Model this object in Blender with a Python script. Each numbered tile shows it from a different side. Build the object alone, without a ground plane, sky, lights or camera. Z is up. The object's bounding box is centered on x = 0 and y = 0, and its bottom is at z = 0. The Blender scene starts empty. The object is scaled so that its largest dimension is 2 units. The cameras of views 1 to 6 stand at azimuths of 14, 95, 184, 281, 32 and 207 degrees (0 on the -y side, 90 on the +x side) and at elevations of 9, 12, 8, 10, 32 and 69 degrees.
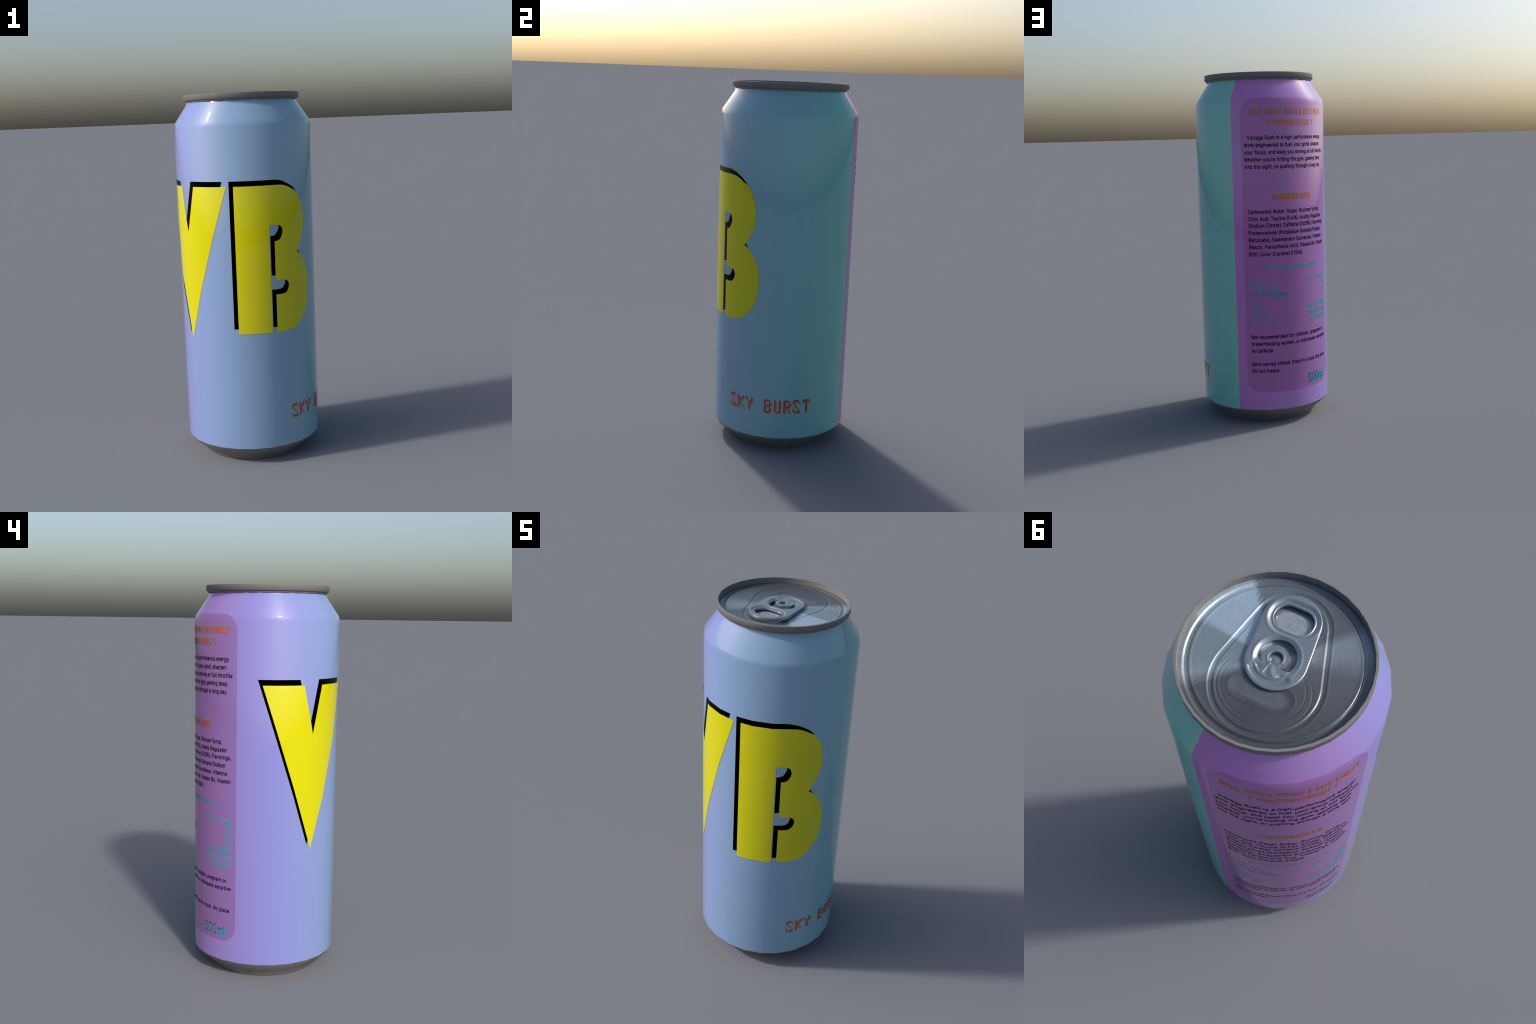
"""A tall slim drink can: printed body, rolled rim, stamped lid, pull tab, base.

The body is a 25-sided turned profile with smooth normals, the rim a 35-sided
one.  Everything printed on the can is laid out flat in (angle, height) and
wrapped on to the body's facets a fraction of a millimetre proud of it.
"""
import math
import bpy
import bmesh
import numpy as np
from mathutils import Vector
from mathutils.geometry import tessellate_polygon

# ------------------------------------------------------------------ sizes
AXIS_Y = 0.0015                 # odd-sided rings are not quite centred
SIDES, RIM_SIDES = 25, 35
STEP = 360.0 / SIDES
R = 0.3765                      # body radius
Z_LOW, Z_SHOULDER = 0.0925, 1.826
M_PER_DEG = math.pi * R / 180 * 0.9974
LID_Z = 1.971

TOP = bpy.data.objects.new("drink_can", None)
bpy.context.scene.collection.objects.link(TOP)
TOP.empty_display_size = 0.3
TOP["label"] = "tall slim drink can, pastel blue-purple print, big yellow letters"
TOP["category"] = "drink can"


def add(name, mesh, parent, material, smooth=True, kind=None):
    ob = bpy.data.objects.new(name, mesh)
    bpy.context.scene.collection.objects.link(ob)
    ob.parent = parent
    if material:
        mesh.materials.append(material)
    for p in mesh.polygons:
        p.use_smooth = smooth
    if kind:
        ob["kind"] = kind
    return ob


# -------------------------------------------------------------- materials
def new_material(name):
    m = bpy.data.materials.new(name)
    m.use_nodes = True
    nt = m.node_tree
    return m, nt, nt.nodes["Principled BSDF"]


def math_node(nt, op, a, b=None, clamp=False):
    n = nt.nodes.new("ShaderNodeMath")
    n.operation, n.use_clamp = op, clamp
    for i, v in enumerate((a, b)):
        if v is None:
            continue
        if isinstance(v, (int, float)):
            n.inputs[i].default_value = v
        else:
            nt.links.new(v, n.inputs[i])
    return n.outputs[0]


def mix_rgb(nt, fac, a, b, blend="MIX"):
    n = nt.nodes.new("ShaderNodeMix")
    n.data_type, n.blend_type = "RGBA", blend
    for sock, v in ((n.inputs[0], fac), (n.inputs[6], a), (n.inputs[7], b)):
        if isinstance(v, (int, float)):
            sock.default_value = v
        elif isinstance(v, tuple):
            sock.default_value = (*v, 1)
        else:
            nt.links.new(v, sock)
    return n.outputs[2]


def varnish(p):
    p.inputs["Roughness"].default_value = 0.02          # mirror-smooth clear varnish
    p.inputs["IOR"].default_value = 1.5


SEAM = 160.5                    # azimuth where the printed sheet meets itself
PRINT_RAMP = [                  # (azimuth, linear colour)
    (160.5, (0.470, 0.168, 0.465)),
    (190, (0.392, 0.182, 0.485)),
    (235, (0.285, 0.185, 0.465)),
    (262, (0.212, 0.184, 0.474)),
    (282, (0.192, 0.192, 0.485)),
    (307, (0.188, 0.224, 0.489)),
    (334, (0.188, 0.266, 0.492)),
    (360, (0.186, 0.287, 0.465)),
    (398, (0.205, 0.325, 0.455)),
    (430, (0.212, 0.372, 0.435)),
    (465, (0.195, 0.405, 0.428)),
    (495, (0.180, 0.450, 0.408)),
    (520.4, (0.192, 0.505, 0.420)),
]
PANEL = dict(left=168.7, right=258.0, low=0.195, high=1.858, radius=0.086)


def printed_sheet():
    """Colour runs round the can; a darker round-cornered panel sits at the back."""
    m, nt, p = new_material("printed_sheet")
    L = nt.links.new
    tc = nt.nodes.new("ShaderNodeTexCoord")
    xyz = nt.nodes.new("ShaderNodeSeparateXYZ")
    L(tc.outputs["Object"], xyz.inputs[0])
    minus_y = math_node(nt, "SUBTRACT", AXIS_Y, xyz.outputs["Y"])
    ang = math_node(nt, "ARCTAN2", xyz.outputs["X"], minus_y)
    deg = math_node(nt, "MULTIPLY", ang, 180 / math.pi)
    turn = math_node(nt, "FRACT", math_node(nt, "DIVIDE", math_node(nt, "SUBTRACT", deg, SEAM - 360), 360.0))
    ramp = nt.nodes.new("ShaderNodeValToRGB")
    el = ramp.color_ramp.elements
    while len(el) < len(PRINT_RAMP):
        el.new(0.5)
    for e, (a, c) in zip(el, PRINT_RAMP):
        e.position = (a - SEAM) / 360
    for e, (a, c) in zip(el, PRINT_RAMP):
        e.color = (*c, 1)
    L(turn, ramp.inputs[0])
    # panel mask: rounded rectangle in metres of arc and height
    cx, hw = (PANEL["left"] + PANEL["right"]) / 2, (PANEL["right"] - PANEL["left"]) / 2 * M_PER_DEG
    cz, hh, rad = (PANEL["low"] + PANEL["high"]) / 2, (PANEL["high"] - PANEL["low"]) / 2, PANEL["radius"]
    arc = math_node(nt, "MULTIPLY", turn, 360 * M_PER_DEG)
    qx = math_node(nt, "SUBTRACT", math_node(nt, "ABSOLUTE", math_node(nt, "SUBTRACT", arc, (cx - SEAM) * M_PER_DEG)), hw - rad)
    qz = math_node(nt, "SUBTRACT", math_node(nt, "ABSOLUTE", math_node(nt, "SUBTRACT", xyz.outputs["Z"], cz)), hh - rad)
    qx, qz = math_node(nt, "MAXIMUM", qx, 0.0), math_node(nt, "MAXIMUM", qz, 0.0)
    dist = math_node(nt, "SQRT", math_node(nt, "ADD", math_node(nt, "MULTIPLY", qx, qx), math_node(nt, "MULTIPLY", qz, qz)))
    inside = math_node(nt, "MULTIPLY", math_node(nt, "SUBTRACT", rad, dist), 700.0, clamp=True)
    col = mix_rgb(nt, inside, ramp.outputs[0], mix_rgb(nt, 1.0, ramp.outputs[0], (0.88, 0.66, 0.72), "MULTIPLY"))
    # overlap line of the sheet
    seam = math_node(nt, "GREATER_THAN", turn, 1 - 0.55 / 360)
    col = mix_rgb(nt, seam, col, (0.42, 0.46, 0.26))
    L(col, p.inputs["Base Color"])
    varnish(p)
    return m


def ink(name, colour):
    m, nt, p = new_material(name)
    p.inputs["Base Color"].default_value = (*colour, 1)
    varnish(p)
    return m


def black_ink(name):
    """Foil-black: swallows everything except a grazing sheen."""
    m, nt, p = new_material(name)
    p.inputs["Base Color"].default_value = (0, 0, 0, 1)
    p.inputs["Metallic"].default_value = 1.0
    p.inputs["Roughness"].default_value = 0.45
    return m


def brushed_metal(name, colour, rough, streak, angle=0.0, around=False, metallic=1.0, bump=0.0, sectors=None):
    m, nt, p = new_material(name)
    L = nt.links.new
    tc = nt.nodes.new("ShaderNodeTexCoord")
    mp = nt.nodes.new("ShaderNodeMapping")
    noise = nt.nodes.new("ShaderNodeTexNoise")
    if around:                                  # streaks run up and down a turned part
        xyz = nt.nodes.new("ShaderNodeSeparateXYZ")
        L(tc.outputs["Object"], xyz.inputs[0])
        ang = math_node(nt, "ARCTAN2", xyz.outputs["X"], xyz.outputs["Y"])
        com = nt.nodes.new("ShaderNodeCombineXYZ")
        L(math_node(nt, "MULTIPLY", ang, 0.35), com.inputs[0])
        L(math_node(nt, "MULTIPLY", xyz.outputs["Z"], 0.08), com.inputs[2])
        L(com.outputs[0], mp.inputs[0])
    else:
        mp.inputs["Rotation"].default_value = (0, 0, angle)
        mp.inputs["Scale"].default_value = (1.0, 0.16, 1.0)
        L(tc.outputs["Object"], mp.inputs[0])
    L(mp.outputs[0], noise.inputs[0])
    noise.inputs["Scale"].default_value = 240
    noise.inputs["Detail"].default_value = 3
    soft = nt.nodes.new("ShaderNodeTexNoise")
    L(tc.outputs["Object"], soft.inputs[0])
    soft.inputs["Scale"].default_value = 5.0
    grain = math_node(nt, "ADD", math_node(nt, "MULTIPLY", noise.outputs[0], 0.75), math_node(nt, "MULTIPLY", soft.outputs[0], 0.25))
    lo = tuple(c * (1 - streak) for c in colour)
    hi = tuple(min(1, c * (1 + streak)) for c in colour)
    stretch = math_node(nt, "ADD", math_node(nt, "MULTIPLY", math_node(nt, "SUBTRACT", grain, 0.5), 2.5), 0.5, clamp=True)
    col = mix_rgb(nt, stretch, lo, hi)
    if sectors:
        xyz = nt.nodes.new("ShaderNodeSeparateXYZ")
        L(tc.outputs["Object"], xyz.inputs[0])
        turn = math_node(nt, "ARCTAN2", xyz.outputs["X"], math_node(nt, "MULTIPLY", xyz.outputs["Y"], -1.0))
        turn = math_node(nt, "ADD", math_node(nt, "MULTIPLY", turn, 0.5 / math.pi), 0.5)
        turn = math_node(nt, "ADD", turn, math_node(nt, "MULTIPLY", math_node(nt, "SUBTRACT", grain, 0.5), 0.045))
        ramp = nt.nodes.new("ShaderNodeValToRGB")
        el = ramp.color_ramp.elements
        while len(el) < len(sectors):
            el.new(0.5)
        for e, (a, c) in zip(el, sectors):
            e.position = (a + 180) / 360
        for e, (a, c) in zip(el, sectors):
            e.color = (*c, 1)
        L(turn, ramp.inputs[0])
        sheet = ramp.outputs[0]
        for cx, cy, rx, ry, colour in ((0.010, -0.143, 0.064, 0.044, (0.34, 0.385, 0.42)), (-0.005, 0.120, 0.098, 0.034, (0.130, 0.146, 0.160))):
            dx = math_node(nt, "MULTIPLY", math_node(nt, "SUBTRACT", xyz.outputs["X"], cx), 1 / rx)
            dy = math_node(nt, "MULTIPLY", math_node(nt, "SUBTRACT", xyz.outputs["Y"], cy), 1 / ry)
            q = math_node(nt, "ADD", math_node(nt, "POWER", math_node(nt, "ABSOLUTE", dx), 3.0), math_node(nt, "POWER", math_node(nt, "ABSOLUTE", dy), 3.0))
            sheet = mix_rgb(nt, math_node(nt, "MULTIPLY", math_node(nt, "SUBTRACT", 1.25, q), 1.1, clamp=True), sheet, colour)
        shade = math_node(nt, "ADD", math_node(nt, "MULTIPLY", stretch, 2 * streak), 1 - streak)
        com = nt.nodes.new("ShaderNodeCombineXYZ")
        for k in range(3):
            L(shade, com.inputs[k])
        col = mix_rgb(nt, 1.0, sheet, com.outputs[0], "MULTIPLY")
    L(col, p.inputs["Base Color"])
    p.inputs["Metallic"].default_value = metallic
    r = math_node(nt, "ADD", math_node(nt, "MULTIPLY", math_node(nt, "SUBTRACT", stretch, 0.5), 0.12), rough)
    L(r, p.inputs["Roughness"])
    if bump:
        b = nt.nodes.new("ShaderNodeBump")
        b.inputs["Strength"].default_value = bump
        b.inputs["Distance"].default_value = 0.0006
        L(noise.outputs[0], b.inputs["Height"])
        L(b.outputs[0], p.inputs["Normal"])
    return m


SHEET = printed_sheet()
YELLOW = ink("yellow_ink", (0.510, 0.490, 0.0005))
BLACK = black_ink("black_ink")
ORANGE = ink("orange_ink", (0.48, 0.074, 0.020))
CYAN = ink("cyan_ink", (0.004, 0.335, 0.365))
AMBER = ink("amber_ink", (0.44, 0.160, 0.012))
PLUM = ink("plum_ink", (0.32, 0.004, 0.070))
RIM_METAL = brushed_metal("rim_metal", (0.152, 0.147, 0.143), 0.55, 0.08, around=True, metallic=0.0)
PAINTED_REFLECTION_RAMP = [                 # reflections painted into the lid colour by sector: (azimuth from -180, colour)
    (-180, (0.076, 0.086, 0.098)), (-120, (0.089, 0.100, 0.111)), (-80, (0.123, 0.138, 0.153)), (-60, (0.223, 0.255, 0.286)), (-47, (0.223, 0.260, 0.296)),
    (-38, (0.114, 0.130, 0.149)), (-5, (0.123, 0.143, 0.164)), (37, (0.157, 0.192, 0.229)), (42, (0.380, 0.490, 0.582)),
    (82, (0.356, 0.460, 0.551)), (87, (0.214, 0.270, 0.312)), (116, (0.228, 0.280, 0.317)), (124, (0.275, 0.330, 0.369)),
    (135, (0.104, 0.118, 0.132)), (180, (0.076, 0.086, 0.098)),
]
LID_METAL = brushed_metal("lid_metal", (0.2, 0.2, 0.2), 0.33, 0.13, angle=math.radians(-52), metallic=0.5, bump=0.05, sectors=PAINTED_REFLECTION_RAMP)
TAB_METAL = brushed_metal("tab_metal", (0.290, 0.325, 0.355), 0.27, 0.06, angle=math.radians(-52), metallic=0.72, bump=0.03)


# ------------------------------------------------------------ turned parts
def ring_point(r, z, i, sides):
    a = 2 * math.pi * i / sides
    return (r * math.sin(a), AXIS_Y - r * math.cos(a), z)


def turned(name, profile, sides, sharp=(), close_first=False, close_last=False):
    """Revolve (r, z) points, listed so that faces look outwards; 'sharp' ring indices keep a hard edge."""
    verts = [ring_point(r, z, i, sides) for r, z in profile for i in range(sides)]
    faces = [(k * sides + i, k * sides + (i + 1) % sides, (k + 1) * sides + (i + 1) % sides, (k + 1) * sides + i)
             for k in range(len(profile) - 1) for i in range(sides)]
    if close_first:
        faces.append(tuple(reversed(range(sides))))
    if close_last:
        n = (len(profile) - 1) * sides
        faces.append(tuple(n + i for i in range(sides)))
    me = bpy.data.meshes.new(name)
    me.from_pydata(verts, [], faces)
    if sharp:
        flags = me.attributes.new("sharp_edge", "BOOLEAN", "EDGE")
        for e in me.edges:
            a, b = (v // sides for v in e.vertices)
            flags.data[e.index].value = a == b and a in sharp
    me.update()
    return me


BODY_PROFILE = [(R, Z_LOW), (R, Z_SHOULDER), (0.3714, 1.851), (0.3058, 1.946), (0.3018, 1.9709)]
BODY_TILT = [0.0, 6.45, 21.4, 25.6, 17.0]       # how far the smooth normal leans back at each ring, degrees
body = add("body", turned("body", BODY_PROFILE, SIDES), TOP, SHEET)
body.data.normals_split_custom_set_from_vertices([
    (math.sin(2 * math.pi * i / SIDES) * math.cos(math.radians(t)), -math.cos(2 * math.pi * i / SIDES) * math.cos(math.radians(t)), math.sin(math.radians(t)))
    for t in BODY_TILT for i in range(SIDES)])

BASE_PROFILE = [(0.20, 0.058), (0.262, 0.030), (0.278, 0.002), (0.2885, 0.0), (0.3145, 0.036), (0.3652, 0.0742), (R, Z_LOW)]
base = add("base", turned("base", BASE_PROFILE, SIDES, sharp=(2, 3), close_first=True), TOP, RIM_METAL)

RIM_PROFILE = [(0.2990, 1.9707), (0.3155, 1.9707), (0.3172, 1.9716), (0.3174, 1.9996), (0.3168, 2.0), (0.3086, 2.0), (0.3080, 1.9996), (0.3074, 1.962)]
rim = add("rim", turned("rim", RIM_PROFILE, RIM_SIDES, sharp=(1, 3, 4, 5, 6)), TOP, RIM_METAL)


# -------------------------------------------------------- wrapping artwork
SHOULDER_TILT = math.radians(6.45)      # the smooth normal leans back towards the shoulder


def wrap(theta, z, lift):
    """Flat artwork (degrees, height) -> point on the body's facets, and the body's own smooth normal."""
    i = math.floor(theta / STEP + 1e-6)
    f = theta / STEP - i
    a0, a1 = math.radians(i * STEP), math.radians((i + 1) * STEP)
    s = (1 - f) * math.sin(a0) + f * math.sin(a1)
    c = (1 - f) * math.cos(a0) + f * math.cos(a1)
    k = R + lift
    tilt = SHOULDER_TILT * min(1, max(0, (z - Z_LOW) / (Z_SHOULDER - Z_LOW)))
    n = Vector((s * math.cos(tilt), -c * math.cos(tilt), math.sin(tilt))).normalized()
    return (k * s, AXIS_Y - k * c, z), n


def wrapped_mesh(name, verts, faces, lift):
    """Cut flat faces at every facet edge, wrap them and give them the body's normals."""
    bm = bmesh.new()
    vs = [bm.verts.new((x, z, 0)) for x, z in verts]
    for f in faces:
        try:
            bm.faces.new([vs[i] for i in f])
        except ValueError:
            pass
    xs = [v[0] for v in verts]
    for k in range(math.ceil(min(xs) / STEP), math.floor(max(xs) / STEP) + 1):
        bmesh.ops.bisect_plane(bm, geom=bm.verts[:] + bm.edges[:] + bm.faces[:], dist=1e-4, plane_co=(k * STEP, 0, 0), plane_no=(1, 0, 0))
    bmesh.ops.triangulate(bm, faces=bm.faces[:])
    normals = []
    bm.normal_update()
    for f in bm.faces:
        if f.normal.z < 0:
            f.normal_flip()
    for v in bm.verts:
        v.co, n = wrap(v.co.x, v.co.y, lift)
        normals.append(n)
    me = bpy.data.meshes.new(name)
    bm.to_mesh(me)
    bm.free()
    for p in me.polygons:
        p.use_smooth = True
    me.normals_split_custom_set_from_vertices(normals)
    return me


def joined(parts):
    verts, faces = [], []
    for v, f in parts:
        n = len(verts)
        verts += list(v)
        faces += [tuple(n + i for i in q) for q in f]
    return verts, faces


def shifted(part, dx, dz):
    return [(x + dx, z + dz) for x, z in part[0]], part[1]


# -- outline letters
def outline(segments, per=7):
    """Closed outline from runs of points; inside a run the points are joined by a smooth curve."""
    pts = []
    for run in segments:
        if len(run) == 2:
            pts += run
            continue
        p = [run[0]] + list(run) + [run[-1]]
        for i in range(1, len(p) - 2):
            p0, p1, p2, p3 = (np.array(q) for q in p[i - 1:i + 3])
            for t in np.linspace(0, 1, per, endpoint=False):
                pts.append(tuple(0.5 * (2 * p1 + (p2 - p0) * t + (2 * p0 - 5 * p1 + 4 * p2 - p3) * t * t + (3 * p1 - p0 - 3 * p2 + p3) * t ** 3)))
        pts.append(run[-1])
    out = [pts[0]]
    for q in pts[1:]:
        if math.dist(q, out[-1]) > 1e-6:
            out.append(q)
    if math.dist(out[0], out[-1]) < 1e-6:
        out.pop()
    tris = tessellate_polygon([[Vector((x * M_PER_DEG, z, 0)) for x, z in out]])
    return out, tris


LETTER_TOP, LETTER_LOW = 1.5177, 0.7332
V_SHAPE = outline([[(-82.45, LETTER_TOP), (-49.9, LETTER_TOP)], [(-41.4, 1.2735), (-32.3, LETTER_TOP)],
                   [(-0.7, LETTER_TOP), (-41.7, 0.688)]])
B_SHAPE = outline([
    [(5.0, LETTER_TOP), (38.0, LETTER_TOP)],
    [(41.8, LETTER_TOP), (46.5, 1.5145), (51.3, 1.5045), (56.2, 1.4880), (60.7, 1.4690), (64.2, 1.4420), (67.2, 1.4020), (68.9, 1.3570),
     (69.4, 1.3130), (68.6, 1.2740), (66.7, 1.2320), (63.3, 1.1885), (59.25, 1.1550)],
    [(59.25, 1.1550), (64.4, 1.1290), (68.4, 1.0950), (71.2, 1.0610), (73.1, 1.0200), (73.8, 0.9700), (73.5, 0.9150), (71.9, 0.8660),
     (69.2, 0.8270), (65.3, 0.7920), (60.0, 0.7600), (53.4, 0.7400), (45.4, LETTER_LOW)],
    [(42.0, LETTER_LOW), (37.2, LETTER_LOW)],
    [(37.2, 0.9368), (41.5, 0.9368), (45.5, 0.9400), (48.1, 0.9540), (49.45, 0.9770), (48.7, 0.9990), (45.9, 1.0115)],
    [(45.9, 1.0130), (37.2, 1.0130)],
    [(37.2, 1.2230), (39.7, 1.2245), (42.3, 1.2350), (44.5, 1.2640), (44.3, 1.2880), (42.9, 1.3010), (40.3, 1.3080)],
    [(39.0, 1.3080), (33.05, 1.3080)],
    [(33.05, LETTER_LOW), (5.0, LETTER_LOW)],
])
for shape in (V_SHAPE, B_SHAPE):
    face = add("letter", wrapped_mesh("letter", *shape, 0.0012), body, YELLOW)
    shade = add("letter_shadow", wrapped_mesh("letter_shadow", *shifted(shape, -3.55, 0.0275), 0.0006), body, BLACK)


# -- stroke lettering: round-ended pen strokes, filled by marching over a fine grid
def arc(cx, cz, rx, rz, a0, a1, n=10):
    return [(cx + rx * math.cos(math.radians(a)), cz + rz * math.sin(math.radians(a))) for a in np.linspace(a0, a1, n)]


NARROW = {      # squarish technical hand
    "S": [[(1, .80), (.80, 1), (.16, 1), (0, .88), (.04, .80), (1, .10), (.94, 0), (.16, 0), (-.02, .22)]],
    "K": [[(0, 0), (0, 1)], [(1, 1), (1, .93), (.12, .5)], [(.22, .54), (1, 0)]],
    "Y": [[(0, 1), (.02, .86), (.5, .42), (.5, 0)], [(1, 1), (.98, .86), (.5, .42)]],
    "B": [[(0, 0), (0, 1), (.68, 1), (.98, .86), (.98, .66), (.78, .53), (0, .53)], [(.78, .53), (1, .38), (1, .16), (.74, 0), (0, 0)]],
    "U": [[(0, 1), (0, .14), (.2, 0), (.8, 0), (1, .14), (1, 1)]],
    "R": [[(0, 0), (0, 1), (.7, 1), (1, .86), (1, .64), (.75, .48), (.05, .48)], [(.32, .48), (1, 0)]],
    "T": [[(0, .86), (.02, 1), (.96, 1), (1, .86)], [(.52, 1), (.52, 0)]],
}
HEAVY = {       # fat rounded display hand: (relative width, strokes)
    "B": (.52, [[(0, 0), (0, 1), (.55, 1)] + arc(.5, .76, .4, .24, 90, -60) + [(.1, .55)], [(.5, .55)] + arc(.5, .28, .5, .28, 70, -90) + [(0, 0)]]),
    "R": (.52, [[(0, 0), (0, 1), (.5, 1)] + arc(.5, .74, .46, .26, 90, -90) + [(.1, .48)], [(.45, .48), (1, 0)]]),
    "O": (.68, [arc(.5, .5, .5, .5, 0, 360, 28)]),
    "J": (.30, [[(1, 1), (1, .25)] + arc(.4, .22, .6, .22, 0, -95, 6)]),
    "U": (.50, [[(0, 1), (0, .4)] + arc(.5, .38, .5, .38, 180, 360) + [(1, 1)]]),
    "I": (.02, [[(0, 0), (0, 1)]]),
    "|": (.02, [[(0, -.22), (0, 1.05)]]),
    "C": (.58, [arc(.55, .5, .55, .5, 55, 305, 20)]),
    "E": (.42, [[(1, 1), (.45, 1)] + arc(.45, .5, .45, .5, 90, 270, 14) + [(1, 0)], [(.1, .52), (.9, .52)]]),
    "N": (.50, [[(0, 0), (0, .62)] + arc(.5, .62, .5, .38, 180, 0) + [(1, 0)]]),
    "S": (.36, [[(.95, .9)] + arc(.5, .76, .44, .24, 45, 200, 8) + [(.85, .42)] + arc(.5, .24, .44, .24, 20, -140, 8)]),
    "K": (.48, [[(0, 0), (0, 1)], [(1, 1), (.1, .5), (1, 0)]]),
    "Y": (.56, [[(0, 1), (.5, .5), (1, 1)], [(.5, .5), (.5, 0)]]),
    "V": (.56, [[(0, 1), (.5, .05), (1, 1)]]),
    "L": (.36, [[(0, 1), (0, 0), (1, 0)]]),
    "T": (.50, [[(0, 1), (1, 1)], [(.5, 1), (.5, 0)]]),
    "A": (.50, [[(0, 0), (0, .62)] + arc(.5, .62, .5, .38, 180, 0) + [(1, 0)], [(0, .36), (1, .36)]]),
    "G": (.58, [arc(.55, .5, .55, .5, 50, 350, 22) + [(1.08, .46), (.62, .46)]]),
    "D": (.55, [[(0, 0), (0, 1), (.4, 1)] + arc(.4, .5, .6, .5, 90, -90, 14) + [(0, 0)]]),
}


def fill(field, x0, x1, z0, z1, step):
    """Polygons of {field < 0} by marching squares (x and z in metres)."""
    nx, nz = int((x1 - x0) / step) + 2, int((z1 - z0) / step) + 2
    X, Z = np.meshgrid(x0 + step * np.arange(nx), z0 + step * np.arange(nz), indexing="ij")
    F = field(X, Z)
    F = np.where(np.abs(F) < step * 1e-3, -step * 1e-3, F)
    keys, verts, faces = {}, [], []

    def vertex(key, p):
        if key not in keys:
            keys[key] = len(verts)
            verts.append(p)
        return keys[key]

    neg = F < 0
    busy = neg[:-1, :-1] | neg[1:, :-1] | neg[:-1, 1:] | neg[1:, 1:]
    for i, j in zip(*np.nonzero(busy)):
        ring = [(i, j), (i + 1, j), (i + 1, j + 1), (i, j + 1)]
        poly = []
        for a, b in zip(ring, ring[1:] + ring[:1]):
            fa, fb = F[a], F[b]
            if fa < 0:
                poly.append(vertex(a, (X[a], Z[a])))
            if (fa < 0) != (fb < 0):
                t = fa / (fa - fb)
                poly.append(vertex((min(a, b), max(a, b)), (X[a] + t * (X[b] - X[a]), Z[a] + t * (Z[b] - Z[a]))))
        if len(poly) > 2:
            faces.append(poly)
    return verts, faces


def pen(strokes, width, step):
    """Area covered by a round pen run along polylines (metres)."""
    seg = [(a, b) for s in strokes for a, b in zip(s, s[1:])]
    xs, zs = [p[0] for s in strokes for p in s], [p[1] for s in strokes for p in s]
    h = width / 2

    def field(X, Z):
        d = np.full(X.shape, 9.0)
        for (ax, az), (bx, bz) in seg:
            ux, uz = bx - ax, bz - az
            t = np.clip(((X - ax) * ux + (Z - az) * uz) / max(ux * ux + uz * uz, 1e-12), 0, 1)
            d = np.minimum(d, np.hypot(X - ax - t * ux, Z - az - t * uz))
        return d - h
    return fill(field, min(xs) - width, max(xs) + width, min(zs) - width, max(zs) + width, step)


def to_degrees(part, theta0):
    return [(theta0 + x / M_PER_DEG, z) for x, z in part[0]], part[1]


def narrow_word(glyphs, low, high, width):
    parts = []
    for ch, a, b in glyphs:
        w = (b - a) * M_PER_DEG
        strokes = [[(x * w, low + z * (high - low)) for x, z in s] for s in NARROW[ch]]
        parts.append(to_degrees(pen(strokes, width, 0.0011), a))
    return joined(parts)


def heavy_word(text, a, b, low, cap):
    """Fit a word of the display hand between two azimuths."""
    pen_w = 0.225 * cap
    gap = 0.15
    widths = [HEAVY[c][0] for c in text]
    natural = sum(widths) + gap * (len(text) - 1) + 0.225 * len(text)
    span = (b - a) * M_PER_DEG
    k = 1.0 if natural == 0 else (span - pen_w * len(text)) / max((natural - 0.225 * len(text)) * cap, 1e-9)
    parts, x = [], pen_w / 2
    for c, w in zip(text, widths):
        sx = w * cap * k
        strokes = [[(x + px * sx, low + pen_w / 2 + pz * (cap - pen_w)) for px, pz in s] for s in HEAVY[c][1]]
        parts.append(to_degrees(pen(strokes, pen_w, 0.0013), a))
        x += sx + pen_w + gap * cap * k
    return joined(parts)


flavour = narrow_word([("S", 50.4, 55.7), ("K", 58.9, 63.7), ("Y", 66.9, 72.0), ("B", 83.3, 87.8), ("U", 91.8, 95.8),
                       ("R", 99.6, 104.1), ("S", 107.3, 112.3), ("T", 115.8, 120.8)], 0.2375, 0.3035, 0.0074)
add("flavour_lettering", wrapped_mesh("flavour_lettering", *flavour, 0.0012), body, AMBER, kind="stuff")
add("flavour_lettering_shadow", wrapped_mesh("flavour_lettering_shadow", *shifted(flavour, -0.95, 0.0065), 0.0006), body, PLUM, kind="stuff")

HEADINGS = [     # words, offset of their cyan edge
    ([("BRO", 176.7, 187.9, 1.7645, 0.0330), ("JUICE", 189.5, 204.2, 1.7640, 0.0330), ("NEON", 205.9, 220.2, 1.7635, 0.0330), ("|", 222.4, 223.6, 1.7635, 0.0330),
      ("SKY", 226.0, 235.2, 1.7635, 0.0330), ("BURST", 236.8, 251.8, 1.7640, 0.0330)], (-0.15, 0.0030)),
    ([("I", 192.2, 194.0, 1.7070, 0.0310), ("VOLTAGE", 195.6, 217.9, 1.7070, 0.0310), ("BURST", 219.6, 234.8, 1.7070, 0.0310), ("I", 237.3, 238.8, 1.7070, 0.0310)], (-0.45, 0.0012)),
    ([("INGREDIENTS", 194.9, 232.6, 1.2965, 0.0350)], (-0.15, 0.0052)),
]
faces_, edges_ = [], []
for words, (dx, dz) in HEADINGS:
    line = joined([heavy_word(*w) for w in words])
    faces_.append(line)
    edges_.append(shifted(line, dx, dz))
add("heading_lettering", wrapped_mesh("heading_lettering", *joined(faces_), 0.0012), body, ORANGE, kind="stuff")
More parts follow.
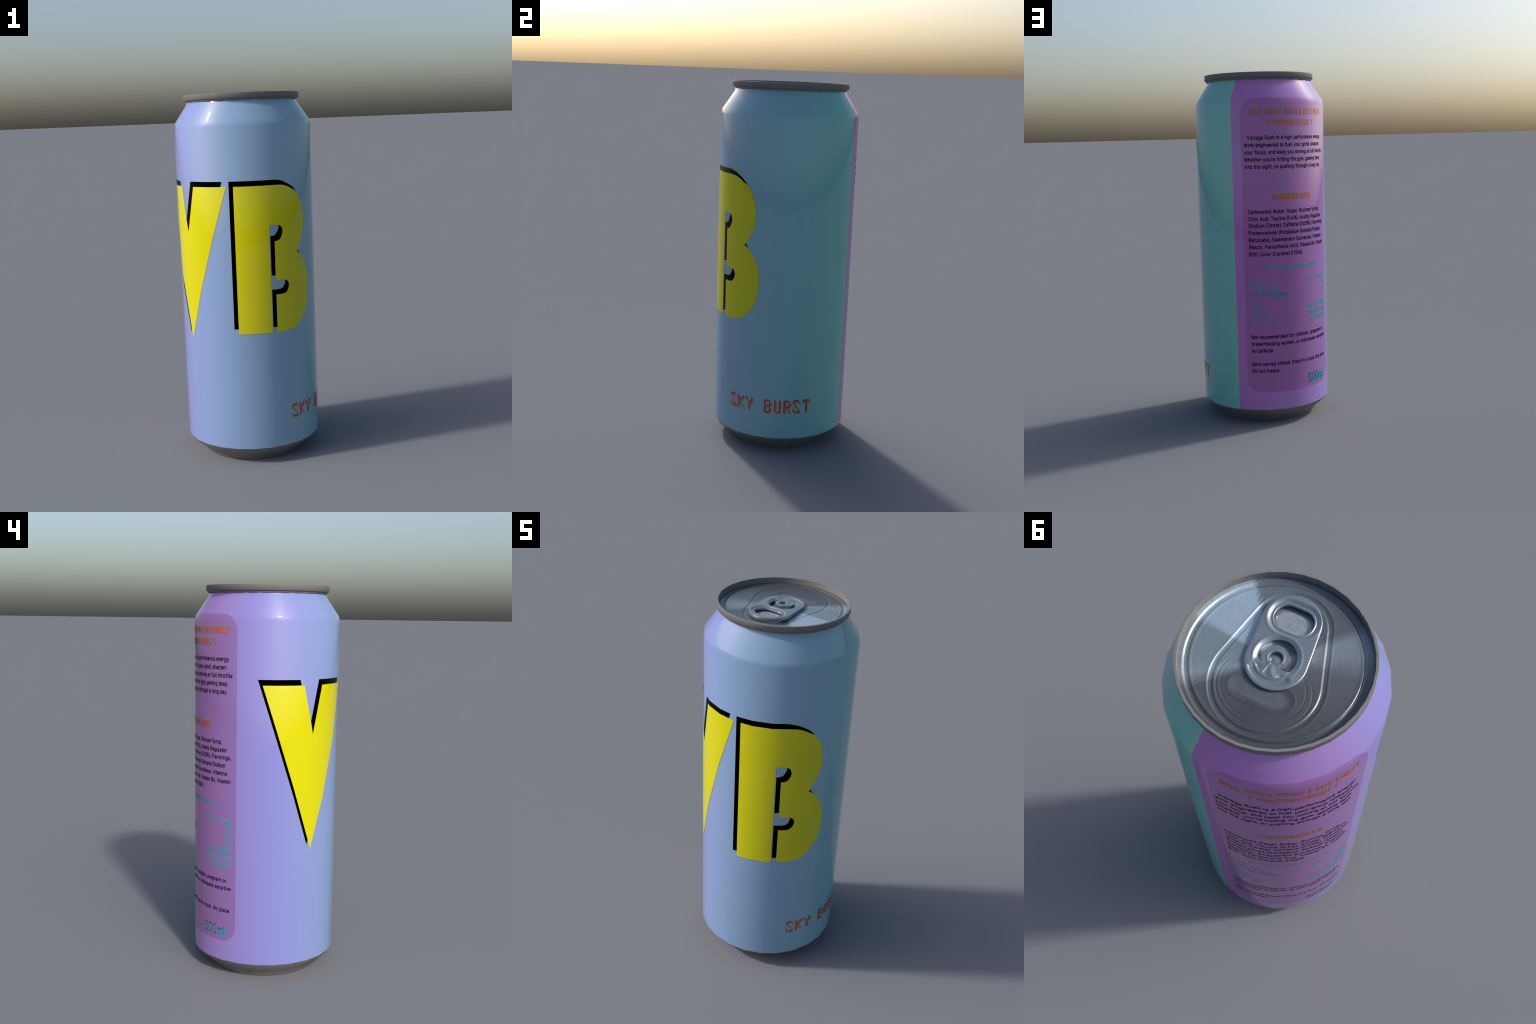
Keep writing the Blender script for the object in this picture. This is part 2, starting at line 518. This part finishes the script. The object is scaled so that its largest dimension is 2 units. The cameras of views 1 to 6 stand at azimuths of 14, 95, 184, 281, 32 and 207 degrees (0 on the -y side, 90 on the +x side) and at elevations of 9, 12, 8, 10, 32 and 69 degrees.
add("heading_lettering_shadow", wrapped_mesh("heading_lettering_shadow", *joined(edges_), 0.0006), body, CYAN, kind="stuff")


# -- small print: a squarish single-weight technical face, drawn with the same pen and fitted line by line
BOWL = [(0, .56), (.12, .68), (.34, .68), (.46, .56), (.46, .12), (.34, 0), (.12, 0), (0, .12), (0, .56)]
ZERO = [(0, .84), (.14, 1), (.34, 1), (.48, .84), (.48, .16), (.34, 0), (.14, 0), (0, .16), (0, .84)]
SMALL = {       # glyph: (centre-line width, strokes); cap height 1, x-height .68
    "a": (.44, [[(.03, .58), (.12, .68), (.32, .68), (.44, .57), (.44, 0)], [(.44, .38), (.12, .38), (0, .28), (0, .10), (.12, 0), (.30, 0), (.44, .10)]]),
    "b": (.46, [[(0, 0), (0, 1)], BOWL]),
    "c": (.42, [[(.42, .55), (.32, .68), (.12, .68), (0, .56), (0, .12), (.12, 0), (.32, 0), (.42, .13)]]),
    "d": (.46, [[(.46, 0), (.46, 1)], BOWL]),
    "e": (.46, [[(0, .34), (.46, .34), (.46, .56), (.34, .68), (.12, .68), (0, .56), (0, .12), (.12, 0), (.34, 0), (.44, .09)]]),
    "f": (.30, [[(.32, 1), (.22, 1), (.12, .89), (.12, 0)], [(0, .66), (.30, .66)]]),
    "g": (.46, [[(.46, .68), (.46, -.16), (.34, -.28), (.10, -.28), (.02, -.22)], [(x, .03 + y * .955) for x, y in BOWL]]),
    "h": (.46, [[(0, 0), (0, 1)], [(0, .56), (.12, .68), (.34, .68), (.46, .56), (.46, 0)]]),
    "i": (.0, [[(0, 0), (0, .68)], [(0, .97), (0, 1)]]),
    "k": (.44, [[(0, 0), (0, 1)], [(.40, .68), (.02, .28)], [(.16, .42), (.44, 0)]]),
    "l": (.12, [[(0, 1), (0, .10), (.08, 0), (.14, 0)]]),
    "m": (.74, [[(0, 0), (0, .68)], [(0, .57), (.10, .68), (.27, .68), (.37, .57), (.37, 0)], [(.37, .57), (.47, .68), (.64, .68), (.74, .57), (.74, 0)]]),
    "n": (.46, [[(0, 0), (0, .68)], [(0, .56), (.12, .68), (.34, .68), (.46, .56), (.46, 0)]]),
    "o": (.46, [BOWL]),
    "p": (.46, [[(0, -.28), (0, .68)], BOWL]),
    "r": (.28, [[(0, 0), (0, .68)], [(0, .54), (.12, .68), (.28, .68)]]),
    "s": (.42, [[(.40, .58), (.30, .68), (.10, .68), (0, .58), (0, .46), (.10, .37), (.32, .32), (.42, .22), (.42, .10), (.32, 0), (.10, 0), (0, .09)]]),
    "t": (.30, [[(.12, .92), (.12, .12), (.22, 0), (.31, 0)], [(0, .66), (.30, .66)]]),
    "u": (.46, [[(0, .68), (0, .12), (.12, 0), (.34, 0), (.46, .11)], [(.46, .68), (.46, 0)]]),
    "v": (.44, [[(0, .68), (.22, 0), (.44, .68)]]),
    "w": (.68, [[(0, .68), (.17, 0), (.34, .62), (.51, 0), (.68, .68)]]),
    "y": (.46, [[(0, .68), (.24, .02)], [(.46, .68), (.20, -.18), (.10, -.28), (0, -.28)]]),
    "z": (.42, [[(0, .68), (.40, .68), (0, 0), (.42, 0)]]),
    "\u00b5": (.46, [[(0, .68), (0, -.28)], [(0, .12), (.12, 0), (.34, 0), (.46, .11)], [(.46, .68), (.46, 0)]]),
    "A": (.58, [[(0, 0), (.29, 1), (.58, 0)], [(.10, .27), (.48, .27)]]),
    "B": (.50, [[(0, 0), (0, 1), (.34, 1), (.47, .88), (.47, .66), (.34, .53), (0, .53)], [(.34, .53), (.50, .40), (.50, .13), (.36, 0), (0, 0)]]),
    "C": (.50, [[(.50, .82), (.36, 1), (.14, 1), (0, .84), (0, .16), (.14, 0), (.36, 0), (.50, .18)]]),
    "D": (.52, [[(0, 0), (0, 1), (.36, 1), (.52, .82), (.52, .18), (.36, 0), (0, 0)]]),
    "E": (.44, [[(.44, 1), (0, 1), (0, 0), (.44, 0)], [(0, .52), (.38, .52)]]),
    "F": (.44, [[(.44, 1), (0, 1), (0, 0)], [(0, .50), (.38, .50)]]),
    "G": (.52, [[(.50, .84), (.36, 1), (.14, 1), (0, .84), (0, .16), (.14, 0), (.38, 0), (.52, .16), (.52, .48), (.28, .48)]]),
    "I": (.0, [[(0, 0), (0, 1)]]),
    "J": (.36, [[(.36, 1), (.36, .16), (.24, 0), (.10, 0), (0, .12)]]),
    "N": (.54, [[(0, 0), (0, 1), (.54, 0), (.54, 1)]]),
    "O": (.52, [[(x * 1.08, y) for x, y in ZERO]]),
    "P": (.50, [[(0, 0), (0, 1), (.36, 1), (.50, .86), (.50, .60), (.36, .46), (0, .46)]]),
    "R": (.52, [[(0, 0), (0, 1), (.36, 1), (.50, .87), (.50, .62), (.36, .48), (0, .48)], [(.28, .48), (.52, 0)]]),
    "S": (.50, [[(.48, .84), (.36, 1), (.14, 1), (0, .86), (0, .68), (.12, .54), (.38, .47), (.50, .32), (.50, .14), (.36, 0), (.14, 0), (0, .14)]]),
    "T": (.54, [[(0, 1), (.54, 1)], [(.27, 1), (.27, 0)]]),
    "U": (.52, [[(0, 1), (0, .16), (.14, 0), (.38, 0), (.52, .16), (.52, 1)]]),
    "V": (.56, [[(0, 1), (.28, 0), (.56, 1)]]),
    "W": (.84, [[(0, 1), (.20, 0), (.42, .92), (.64, 0), (.84, 1)]]),
    "0": (.48, [ZERO]),
    "1": (.22, [[(0, .80), (.22, 1), (.22, 0)]]),
    "2": (.48, [[(0, .82), (.14, 1), (.34, 1), (.48, .84), (.48, .66), (0, 0), (.48, 0)]]),
    "3": (.48, [[(0, .86), (.14, 1), (.34, 1), (.46, .86), (.46, .66), (.34, .54), (.18, .54)], [(.34, .54), (.48, .40), (.48, .14), (.34, 0), (.14, 0), (0, .14)]]),
    "4": (.52, [[(.28, 1), (0, .24), (.52, .24)], [(.38, .52), (.38, 0)]]),
    "5": (.48, [[(.44, 1), (.04, 1), (.02, .54), (.14, .62), (.34, .62), (.48, .48), (.48, .15), (.34, 0), (.14, 0), (0, .13)]]),
    "6": (.48, [[(.34, 1), (.04, .44), (0, .16), (.14, 0), (.34, 0), (.48, .15), (.48, .42), (.34, .57), (.14, .57)]]),
    "8": (.48, [[(.14, .54), (.02, .66), (.02, .86), (.14, 1), (.34, 1), (.46, .86), (.46, .66), (.34, .54), (.14, .54), (0, .40), (0, .14), (.14, 0), (.34, 0), (.48, .14), (.48, .40), (.34, .54)]]),
    ",": (.06, [[(.06, .02), (.0, -.16)]]),
    ".": (.0, [[(0, .0), (0, .02)]]),
    ":": (.0, [[(0, .0), (0, .02)], [(0, .62), (0, .64)]]),
    "'": (.0, [[(0, 1), (0, .78)]]),
    "-": (.26, [[(0, .36), (.26, .36)]]),
    "/": (.36, [[(0, -.10), (.36, 1.06)]]),
    "(": (.14, [[(.14, 1.08), (.03, .84), (0, .46), (.03, .08), (.14, -.16)]]),
    ")": (.14, [[(0, 1.08), (.11, .84), (.14, .46), (.11, .08), (0, -.16)]]),
    "%": (.66, [[(.14, 0), (.52, 1)], [(0, .64), (.09, .56), (.18, .64), (.18, .90), (.09, 1), (0, .90), (0, .64)],
                [(.48, .10), (.57, 0), (.66, .10), (.66, .36), (.57, .44), (.48, .36), (.48, .10)]]),
}
GLYPHS = {}


def glyph(ch, weight):
    if (ch, weight) not in GLYPHS:
        h = weight / 2
        strokes = [[(x, h + y * (1 - 2 * h)) for x, y in st] for st in SMALL[ch][1]]
        GLYPHS[(ch, weight)] = pen(strokes, weight, 0.036)
    return GLYPHS[(ch, weight)]


def set_line(text, weight):
    parts, x = [], weight / 2
    for ch in text:
        if ch == " ":
            x += 0.38
            continue
        parts.append(shifted(glyph(ch, weight), x, 0))
        x += SMALL[ch][0] + weight + (0.06 if ch in "rtf" else 0.12)
    return joined(parts)


def print_line(text, a, b, low, cap=0.0232, weight=0.150):
    v, f = set_line(text, weight)
    xs = [p[0] for p in v]
    x0, x1 = min(xs), max(xs)
    return [(a + (x - x0) / (x1 - x0) * (b - a), low + y * cap) for x, y in v], f


PRINT = {
    "description_print": (BLACK, [
        ("Voltage Rush is a high-performance energy", 174.6, 250.9, 1.6288), ("drink engineered to fuel your grind, sharpen", 171.8, 248.8, 1.5887),
        ("your focus, and keep you moving at full throttle.", 171.7, 254.7, 1.5488), ("Whether you're hitting the gym, gaming deep", 171.7, 249.6, 1.5092),
        ("into the night, or pushing through a long day.", 171.9, 249.7, 1.4697)]),
    "ingredients_print": (BLACK, [
        ("Carbonated Water, Sugar, Glucose Syrup,", 173.6, 245.3, 1.2205), ("Citric Acid, Taurine (0.4%), Acidity Regulator", 173.6, 249.8, 1.1807),
        ("(Sodium Citrate), Caffeine (0.03%), Flavorings,", 173.7, 253.4, 1.1432), ("Preservatives (Potassium Sorbate/Sodium", 173.7, 248.3, 1.1030),
        ("Benzoate), Sweeteners Sucralose, Vitamins", 173.7, 249.9, 1.0627), ("(Niacin, Pantothenic Acid, Vitamin B6, Vitamin", 173.6, 252.9, 1.0230),
        ("B12), Color (Caramel E150d).", 173.7, 222.8, 0.9825)]),
    "nutrition_print": (CYAN, [
        ("NUTRITION FACTS (per 100 ml)", 187.6, 240.4, 0.9052), ("Energy:", 173.6, 186.2, 0.8255), ("Carbohydrates:", 173.5, 200.0, 0.7855),
        ("- of which sugars:", 173.7, 205.4, 0.7470), ("Salt:", 173.6, 181.1, 0.7080), ("Niacin:", 173.5, 185.2, 0.6675),
        ("Vitamin B6:", 173.6, 193.2, 0.6280), ("Vitamin B12:", 173.4, 194.2, 0.5870),
        ("110 kJ / 45 kcal", 226.7, 253.4, 0.8250), ("11 g", 248.7, 254.5, 0.7858), ("11 g", 248.7, 254.6, 0.7470), ("0.2 g", 246.9, 254.7, 0.7072),
        ("8 mg (50% NRV)", 226.4, 254.4, 0.6665), ("2 mg (143% NRV)", 226.1, 254.9, 0.6265), ("2 \u00b5g (80% NRV)", 228.4, 254.9, 0.5875)]),
    "warning_print": (BLACK, [
        ("Not recommended for children, pregnant or", 173.5, 249.8, 0.5088), ("breastfeeding women, or individuals sensitive", 173.6, 253.6, 0.4692),
        ("to caffeine.", 173.5, 192.7, 0.4292), ("Best served chilled. Store in a cool, dry place.", 173.5, 253.2, 0.3518),
        ("Do not freeze", 173.6, 197.0, 0.3112)]),
}
for name, (mat, lines) in PRINT.items():
    add(name, wrapped_mesh(name, *joined([print_line(*ln, weight=0.165 if mat is CYAN else 0.155) for ln in lines]), 0.0008), body, mat, kind="stuff")
sugars = joined([print_line("- of which sugars:", 173.6, 205.3, 0.7492)])
add("nutrition_print_shadow", wrapped_mesh("nutrition_print_shadow", *sugars, 0.0005), body, BLACK, kind="stuff")
volume = print_line("500ml", 226.6, 249.6, 0.2185, 0.0530, 0.125)
add("volume_print", wrapped_mesh("volume_print", *volume, 0.0012), body, CYAN, kind="stuff")
add("volume_print_shadow", wrapped_mesh("volume_print_shadow", *shifted(volume, -0.3, 0.0035), 0.0006), body, BLACK, kind="stuff")


# --------------------------------------------------------------------- lid
def capsule(X, Y, c0, r0, c1, r1):
    """Signed distance to the hull of two circles (an egg-shaped capsule)."""
    ax, ay = c0
    bx, by = c1
    L = math.hypot(bx - ax, by - ay)
    ux, uy = (bx - ax) / L, (by - ay) / L
    px, py = X - ax, Y - ay
    v = px * ux + py * uy
    h = np.abs(px * uy - py * ux)
    s = (r0 - r1) / L
    c = math.sqrt(1 - s * s)
    k = v * c - h * s
    d = h * c + v * s - r0
    d = np.where(k < 0, np.hypot(h, v) - r0, d)
    return np.where(k > c * L, np.hypot(h, v - L) - r1, d)


def rounded_box(X, Y, cx, cy, hx, hy, r):
    qx, qy = np.abs(X - cx) - hx + r, np.abs(Y - cy) - hy + r
    return np.hypot(np.maximum(qx, 0), np.maximum(qy, 0)) + np.minimum(np.maximum(qx, qy), 0) - r


def smooth(a, b, x):
    t = np.clip((x - a) / (b - a), 0, 1)
    return t * t * (3 - 2 * t)


def bead(X, Y):
    return capsule(X, Y, (0.008, -0.125), 0.1235, (-0.007, 0.0800), 0.1765)


def lid_height(X, Y):
    r = np.hypot(X, Y)
    h = np.zeros_like(X)
    # countersunk channel by the wall
    h -= 0.0038 * smooth(0.272, 0.280, r) * (1 - smooth(0.286, 0.295, r))
    h += 0.0010 * smooth(0.288, 0.297, r)
    h += 0.0008 * np.exp(-((r - 0.269) / 0.004) ** 2)
    # tear-shaped bead and the slightly sunken panel inside it
    d = bead(X, Y)
    h -= 0.0022 * np.exp(-(d / 0.0082) ** 4)
    h += 0.0006 * np.exp(-((d - 0.0110) / 0.004) ** 2) + 0.0006 * np.exp(-((d + 0.0110) / 0.004) ** 2)
    h -= 0.0010 * smooth(0.006, -0.006, d)
    # score lines of the mouth
    for cx, cy, rx, ry, depth in ((-0.007, 0.100, 0.1535, 0.129, 0.0010), (-0.003, 0.098, 0.136, 0.115, 0.0008)):
        q = np.hypot((X - cx) / rx, (Y - cy) / ry)
        dist = (q - 1) * min(rx, ry)
        h -= depth * np.exp(-(dist / 0.0018) ** 2) * smooth(0.0, 0.05, Y)
    # kidney-shaped dent in front of the tab
    lobes = np.minimum(np.hypot(X - 0.062, Y - 0.121) - 0.032, np.hypot(X + 0.075, Y - 0.117) - 0.032)
    k = rounded_box(X, Y, -0.007, 0.116, 0.075, 0.038, 0.03)
    t = np.clip(0.5 + 0.5 * (k - lobes) / 0.02, 0, 1)
    dent = k * (1 - t) + lobes * t - 0.02 * t * (1 - t)
    h -= 0.0034 * smooth(0.010, -0.018, dent)
    h += 0.0007 * np.exp(-((dent - 0.010) / 0.004) ** 2)
    h += 0.0030 * np.exp(-((X + 0.005) / 0.13) ** 2 - ((Y - 0.10) / 0.11) ** 2) * smooth(0.010, -0.020, d)
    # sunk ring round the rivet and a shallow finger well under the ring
    h -= 0.0040 * smooth(0.072, 0.064, r) * smooth(0.030, 0.036, r)
    h += 0.0015 * smooth(0.004, -0.004, rounded_box(X, Y, 0.010, -0.143, 0.058, 0.038, 0.036))
    return h


def lid_mesh():
    n, m, rmax = 230, 560, 0.3076
    rr = np.concatenate([[0.0], np.linspace(0.004, rmax, n)])
    aa = np.linspace(0, 2 * math.pi, m, endpoint=False)
    RR, AA = np.meshgrid(rr[1:], aa, indexing="ij")
    X, Y = RR * np.sin(AA), -RR * np.cos(AA)
    H = lid_height(X, Y)
    verts = [(0, AXIS_Y, LID_Z + float(lid_height(np.zeros(1), np.zeros(1))[0]))]
    verts += list(zip(X.ravel(), Y.ravel() + AXIS_Y, LID_Z + H.ravel()))
    faces = [(0, 1 + i, 1 + (i + 1) % m) for i in range(m)]
    for k in range(n - 1):
        a, b = 1 + k * m, 1 + (k + 1) * m
        faces += [(a + i, b + i, b + (i + 1) % m, a + (i + 1) % m) for i in range(m)]
    me = bpy.data.meshes.new("lid")
    me.from_pydata(verts, [], faces)
    me.update()
    return me


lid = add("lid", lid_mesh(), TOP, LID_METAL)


# ---------------------------------------------------------------- pull tab
SLOT_C = (0.000, -0.006)


def tab_outer(X, Y):
    return capsule(X, Y, (0.0125, -0.1345), 0.0975, (-0.003, 0.0050), 0.1000)


def finger_hole(X, Y):
    return rounded_box(X, Y, 0.010, -0.1470, 0.0660, 0.0455, 0.0440)


def hinge_slot(X, Y):
    """Crescent cut round the rivet tongue, open towards the nose."""
    outer = np.hypot(X + 0.001, Y + 0.0095) - 0.0612
    inner = 0.0430 - np.hypot(X - 0.0035, Y + 0.0010)
    mouth = Y - 0.021 + 0.22 * X + 0.0035 * np.sin(X * 95)
    return np.maximum.reduce([outer, inner, mouth])


def rivet_hole(X, Y):
    return np.hypot(X - 0.002, Y + 0.001) - 0.0225


def tab_height(X, Y):
    outer, hole, slot = tab_outer(X, Y), finger_hole(X, Y), hinge_slot(X, Y)
    x, y = X - SLOT_C[0], Y - SLOT_C[1]
    r, a = np.hypot(x, y), np.abs(np.arctan2(x, y))
    h = 0.0152 - 0.040 * Y                                # leans up towards the finger end
    h -= 0.0016 * (1 - np.sqrt(np.clip(1 - ((0.006 + np.maximum(outer, -0.006)) / 0.006) ** 2, 0, 1)))
    h -= 0.0052 * smooth(0.0215, 0.0065, hole) - 0.0022 * smooth(0.0070, 0.0035, hole) + 0.0014 * smooth(0.003, 0.0, hole)
    h += 0.0008 * np.exp(-((hole - 0.0225) / 0.0045) ** 2)
    collar = smooth(0.0605, 0.0765, r)                    # dish round the tongue
    front = smooth(math.radians(42), math.radians(66), a)
    h -= 0.0060 * (1 - collar) * smooth(0.050, 0.054, r) * front
    h += 0.0010 * np.exp(-((r - 0.0775) / 0.004) ** 2) * front
    h += 0.0010 * smooth(0.054, 0.046, r) * front         # tongue stands a little proud
    h += 0.0014 * np.exp(-((np.hypot(X - 0.002, Y + 0.001) - 0.0265) / 0.0030) ** 2)
    rn = np.hypot(X, Y)
    an = np.arctan2(X, Y)                                 # 0 towards the nose
    nose = smooth(math.radians(58), math.radians(46), np.abs(an))
    h -= 0.0042 * smooth(0.069, 0.074, rn) * (1 - smooth(0.086, 0.094, rn)) * nose      # rib pressed in behind the nose
    h += 0.0012 * np.exp(-((rn - 0.0690) / 0.0022) ** 2) * nose
    web = smooth(0.012, 0.022, Y) * (1 - smooth(0.062, 0.068, rn))                      # folded web joining tongue and nose
    h += web * 0.0028 * np.maximum(0, 1 - np.abs(X * 0.75 + (Y - 0.042) * 0.66) / 0.016) * smooth(-0.060, -0.045, X) * (1 - smooth(-0.004, 0.014, X))
    h -= web * 0.0030 * np.exp(-((X + 0.040) / 0.0085) ** 2 - ((Y - 0.052) / 0.0085) ** 2)
    h -= web * 0.0034 * np.exp(-((X - 0.041) / 0.0120) ** 2 - ((Y - 0.046) / 0.0090) ** 2)
    h += web * 0.0020 * np.exp(-((X - 0.016 - (Y - 0.04) * 0.25) / 0.0035) ** 2)
    for sx in (-1, 1):                                    # torn corners of the cut, curled up
        h += 0.0030 * np.exp(-((X - sx * 0.0500) / 0.0075) ** 2 - ((Y - 0.0290) / 0.0065) ** 2)
        h += 0.0016 * np.exp(-(((X - sx * 0.070) * 0.8 + sx * (Y - 0.048) * 0.6) / 0.009) ** 2 - (((X - sx * 0.070) * 0.6 - sx * (Y - 0.048) * 0.8) / 0.020) ** 2)
    return h


def tab_mesh():
    step = 0.00155

    def field(X, Y):
        return np.maximum.reduce([tab_outer(X, Y), -finger_hole(X, Y), -hinge_slot(X, Y), -rivet_hole(X, Y)])
    flat, faces = fill(field, -0.112, 0.120, -0.238, 0.112, step)
    P = np.array(flat)
    top = LID_Z + tab_height(P[:, 0], P[:, 1])
    under = LID_Z + np.maximum(0.0015, 0.0020 - 0.040 * P[:, 1])
    n = len(P)
    verts = [(x + 0.0005, y + AXIS_Y, z) for (x, y), z in zip(flat, top)] + [(x + 0.0005, y + AXIS_Y, z) for (x, y), z in zip(flat, under)]
    edges = {}
    for f in faces:
        for a, b in zip(f, f[1:] + f[:1]):
            edges[(a, b)] = edges.get((a, b), 0) + 1
    walls = [(b, a, a + n, b + n) for a, b in edges if (b, a) not in edges]
    allf = [tuple(f) for f in faces] + [tuple(n + i for i in reversed(f)) for f in faces] + walls
    me = bpy.data.meshes.new("pull_tab")
    me.from_pydata(verts, [], allf)
    me.update()
    flags = me.attributes.new("sharp_edge", "BOOLEAN", "EDGE")
    border = {tuple(sorted(e)) for e in edges if (e[1], e[0]) not in edges}
    border |= {(a + n, b + n) for a, b in border}
    for e in me.edges:
        if tuple(sorted(e.vertices)) in border:
            flags.data[e.index].value = True
    return me


tab = add("pull_tab", tab_mesh(), TOP, TAB_METAL)

# rivet head seen down the hole of the tongue
prof = [(0.0275, LID_Z - 0.001), (0.0215, LID_Z + 0.0015), (0.0190, LID_Z + 0.0040), (0.0140, LID_Z + 0.0056), (0.0070, LID_Z + 0.0066), (0.0010, LID_Z + 0.0068)]
verts = [(0.0025 + r * math.sin(2 * math.pi * i / 40), AXIS_Y - 0.001 - r * math.cos(2 * math.pi * i / 40), z) for r, z in prof for i in range(40)]
faces = [(k * 40 + i, k * 40 + (i + 1) % 40, (k + 1) * 40 + (i + 1) % 40, (k + 1) * 40 + i) for k in range(len(prof) - 1) for i in range(40)]
faces.append(tuple((len(prof) - 1) * 40 + i for i in range(40)))
me = bpy.data.meshes.new("rivet")
me.from_pydata(verts, [], faces)
me.update()
add("rivet", me, tab, TAB_METAL)

# maker's letters stamped in the finger well
stamp = []
for text, x, y in (("ABN", 0.040, -0.150), ("182", 0.040, -0.122)):
    v, f = set_line(text, 0.11)
    stamp.append(([(x - px * 0.032, y - py * 0.019) for px, py in v], f))
v, f = joined(stamp)
P = np.array(v)
me = bpy.data.meshes.new("stamped_mark")
me.from_pydata([(x, y + AXIS_Y, LID_Z + h + 0.0006) for (x, y), h in zip(v, lid_height(P[:, 0], P[:, 1]))], [], f)
me.update()
mark = add("stamped_mark", me, lid, LID_METAL)
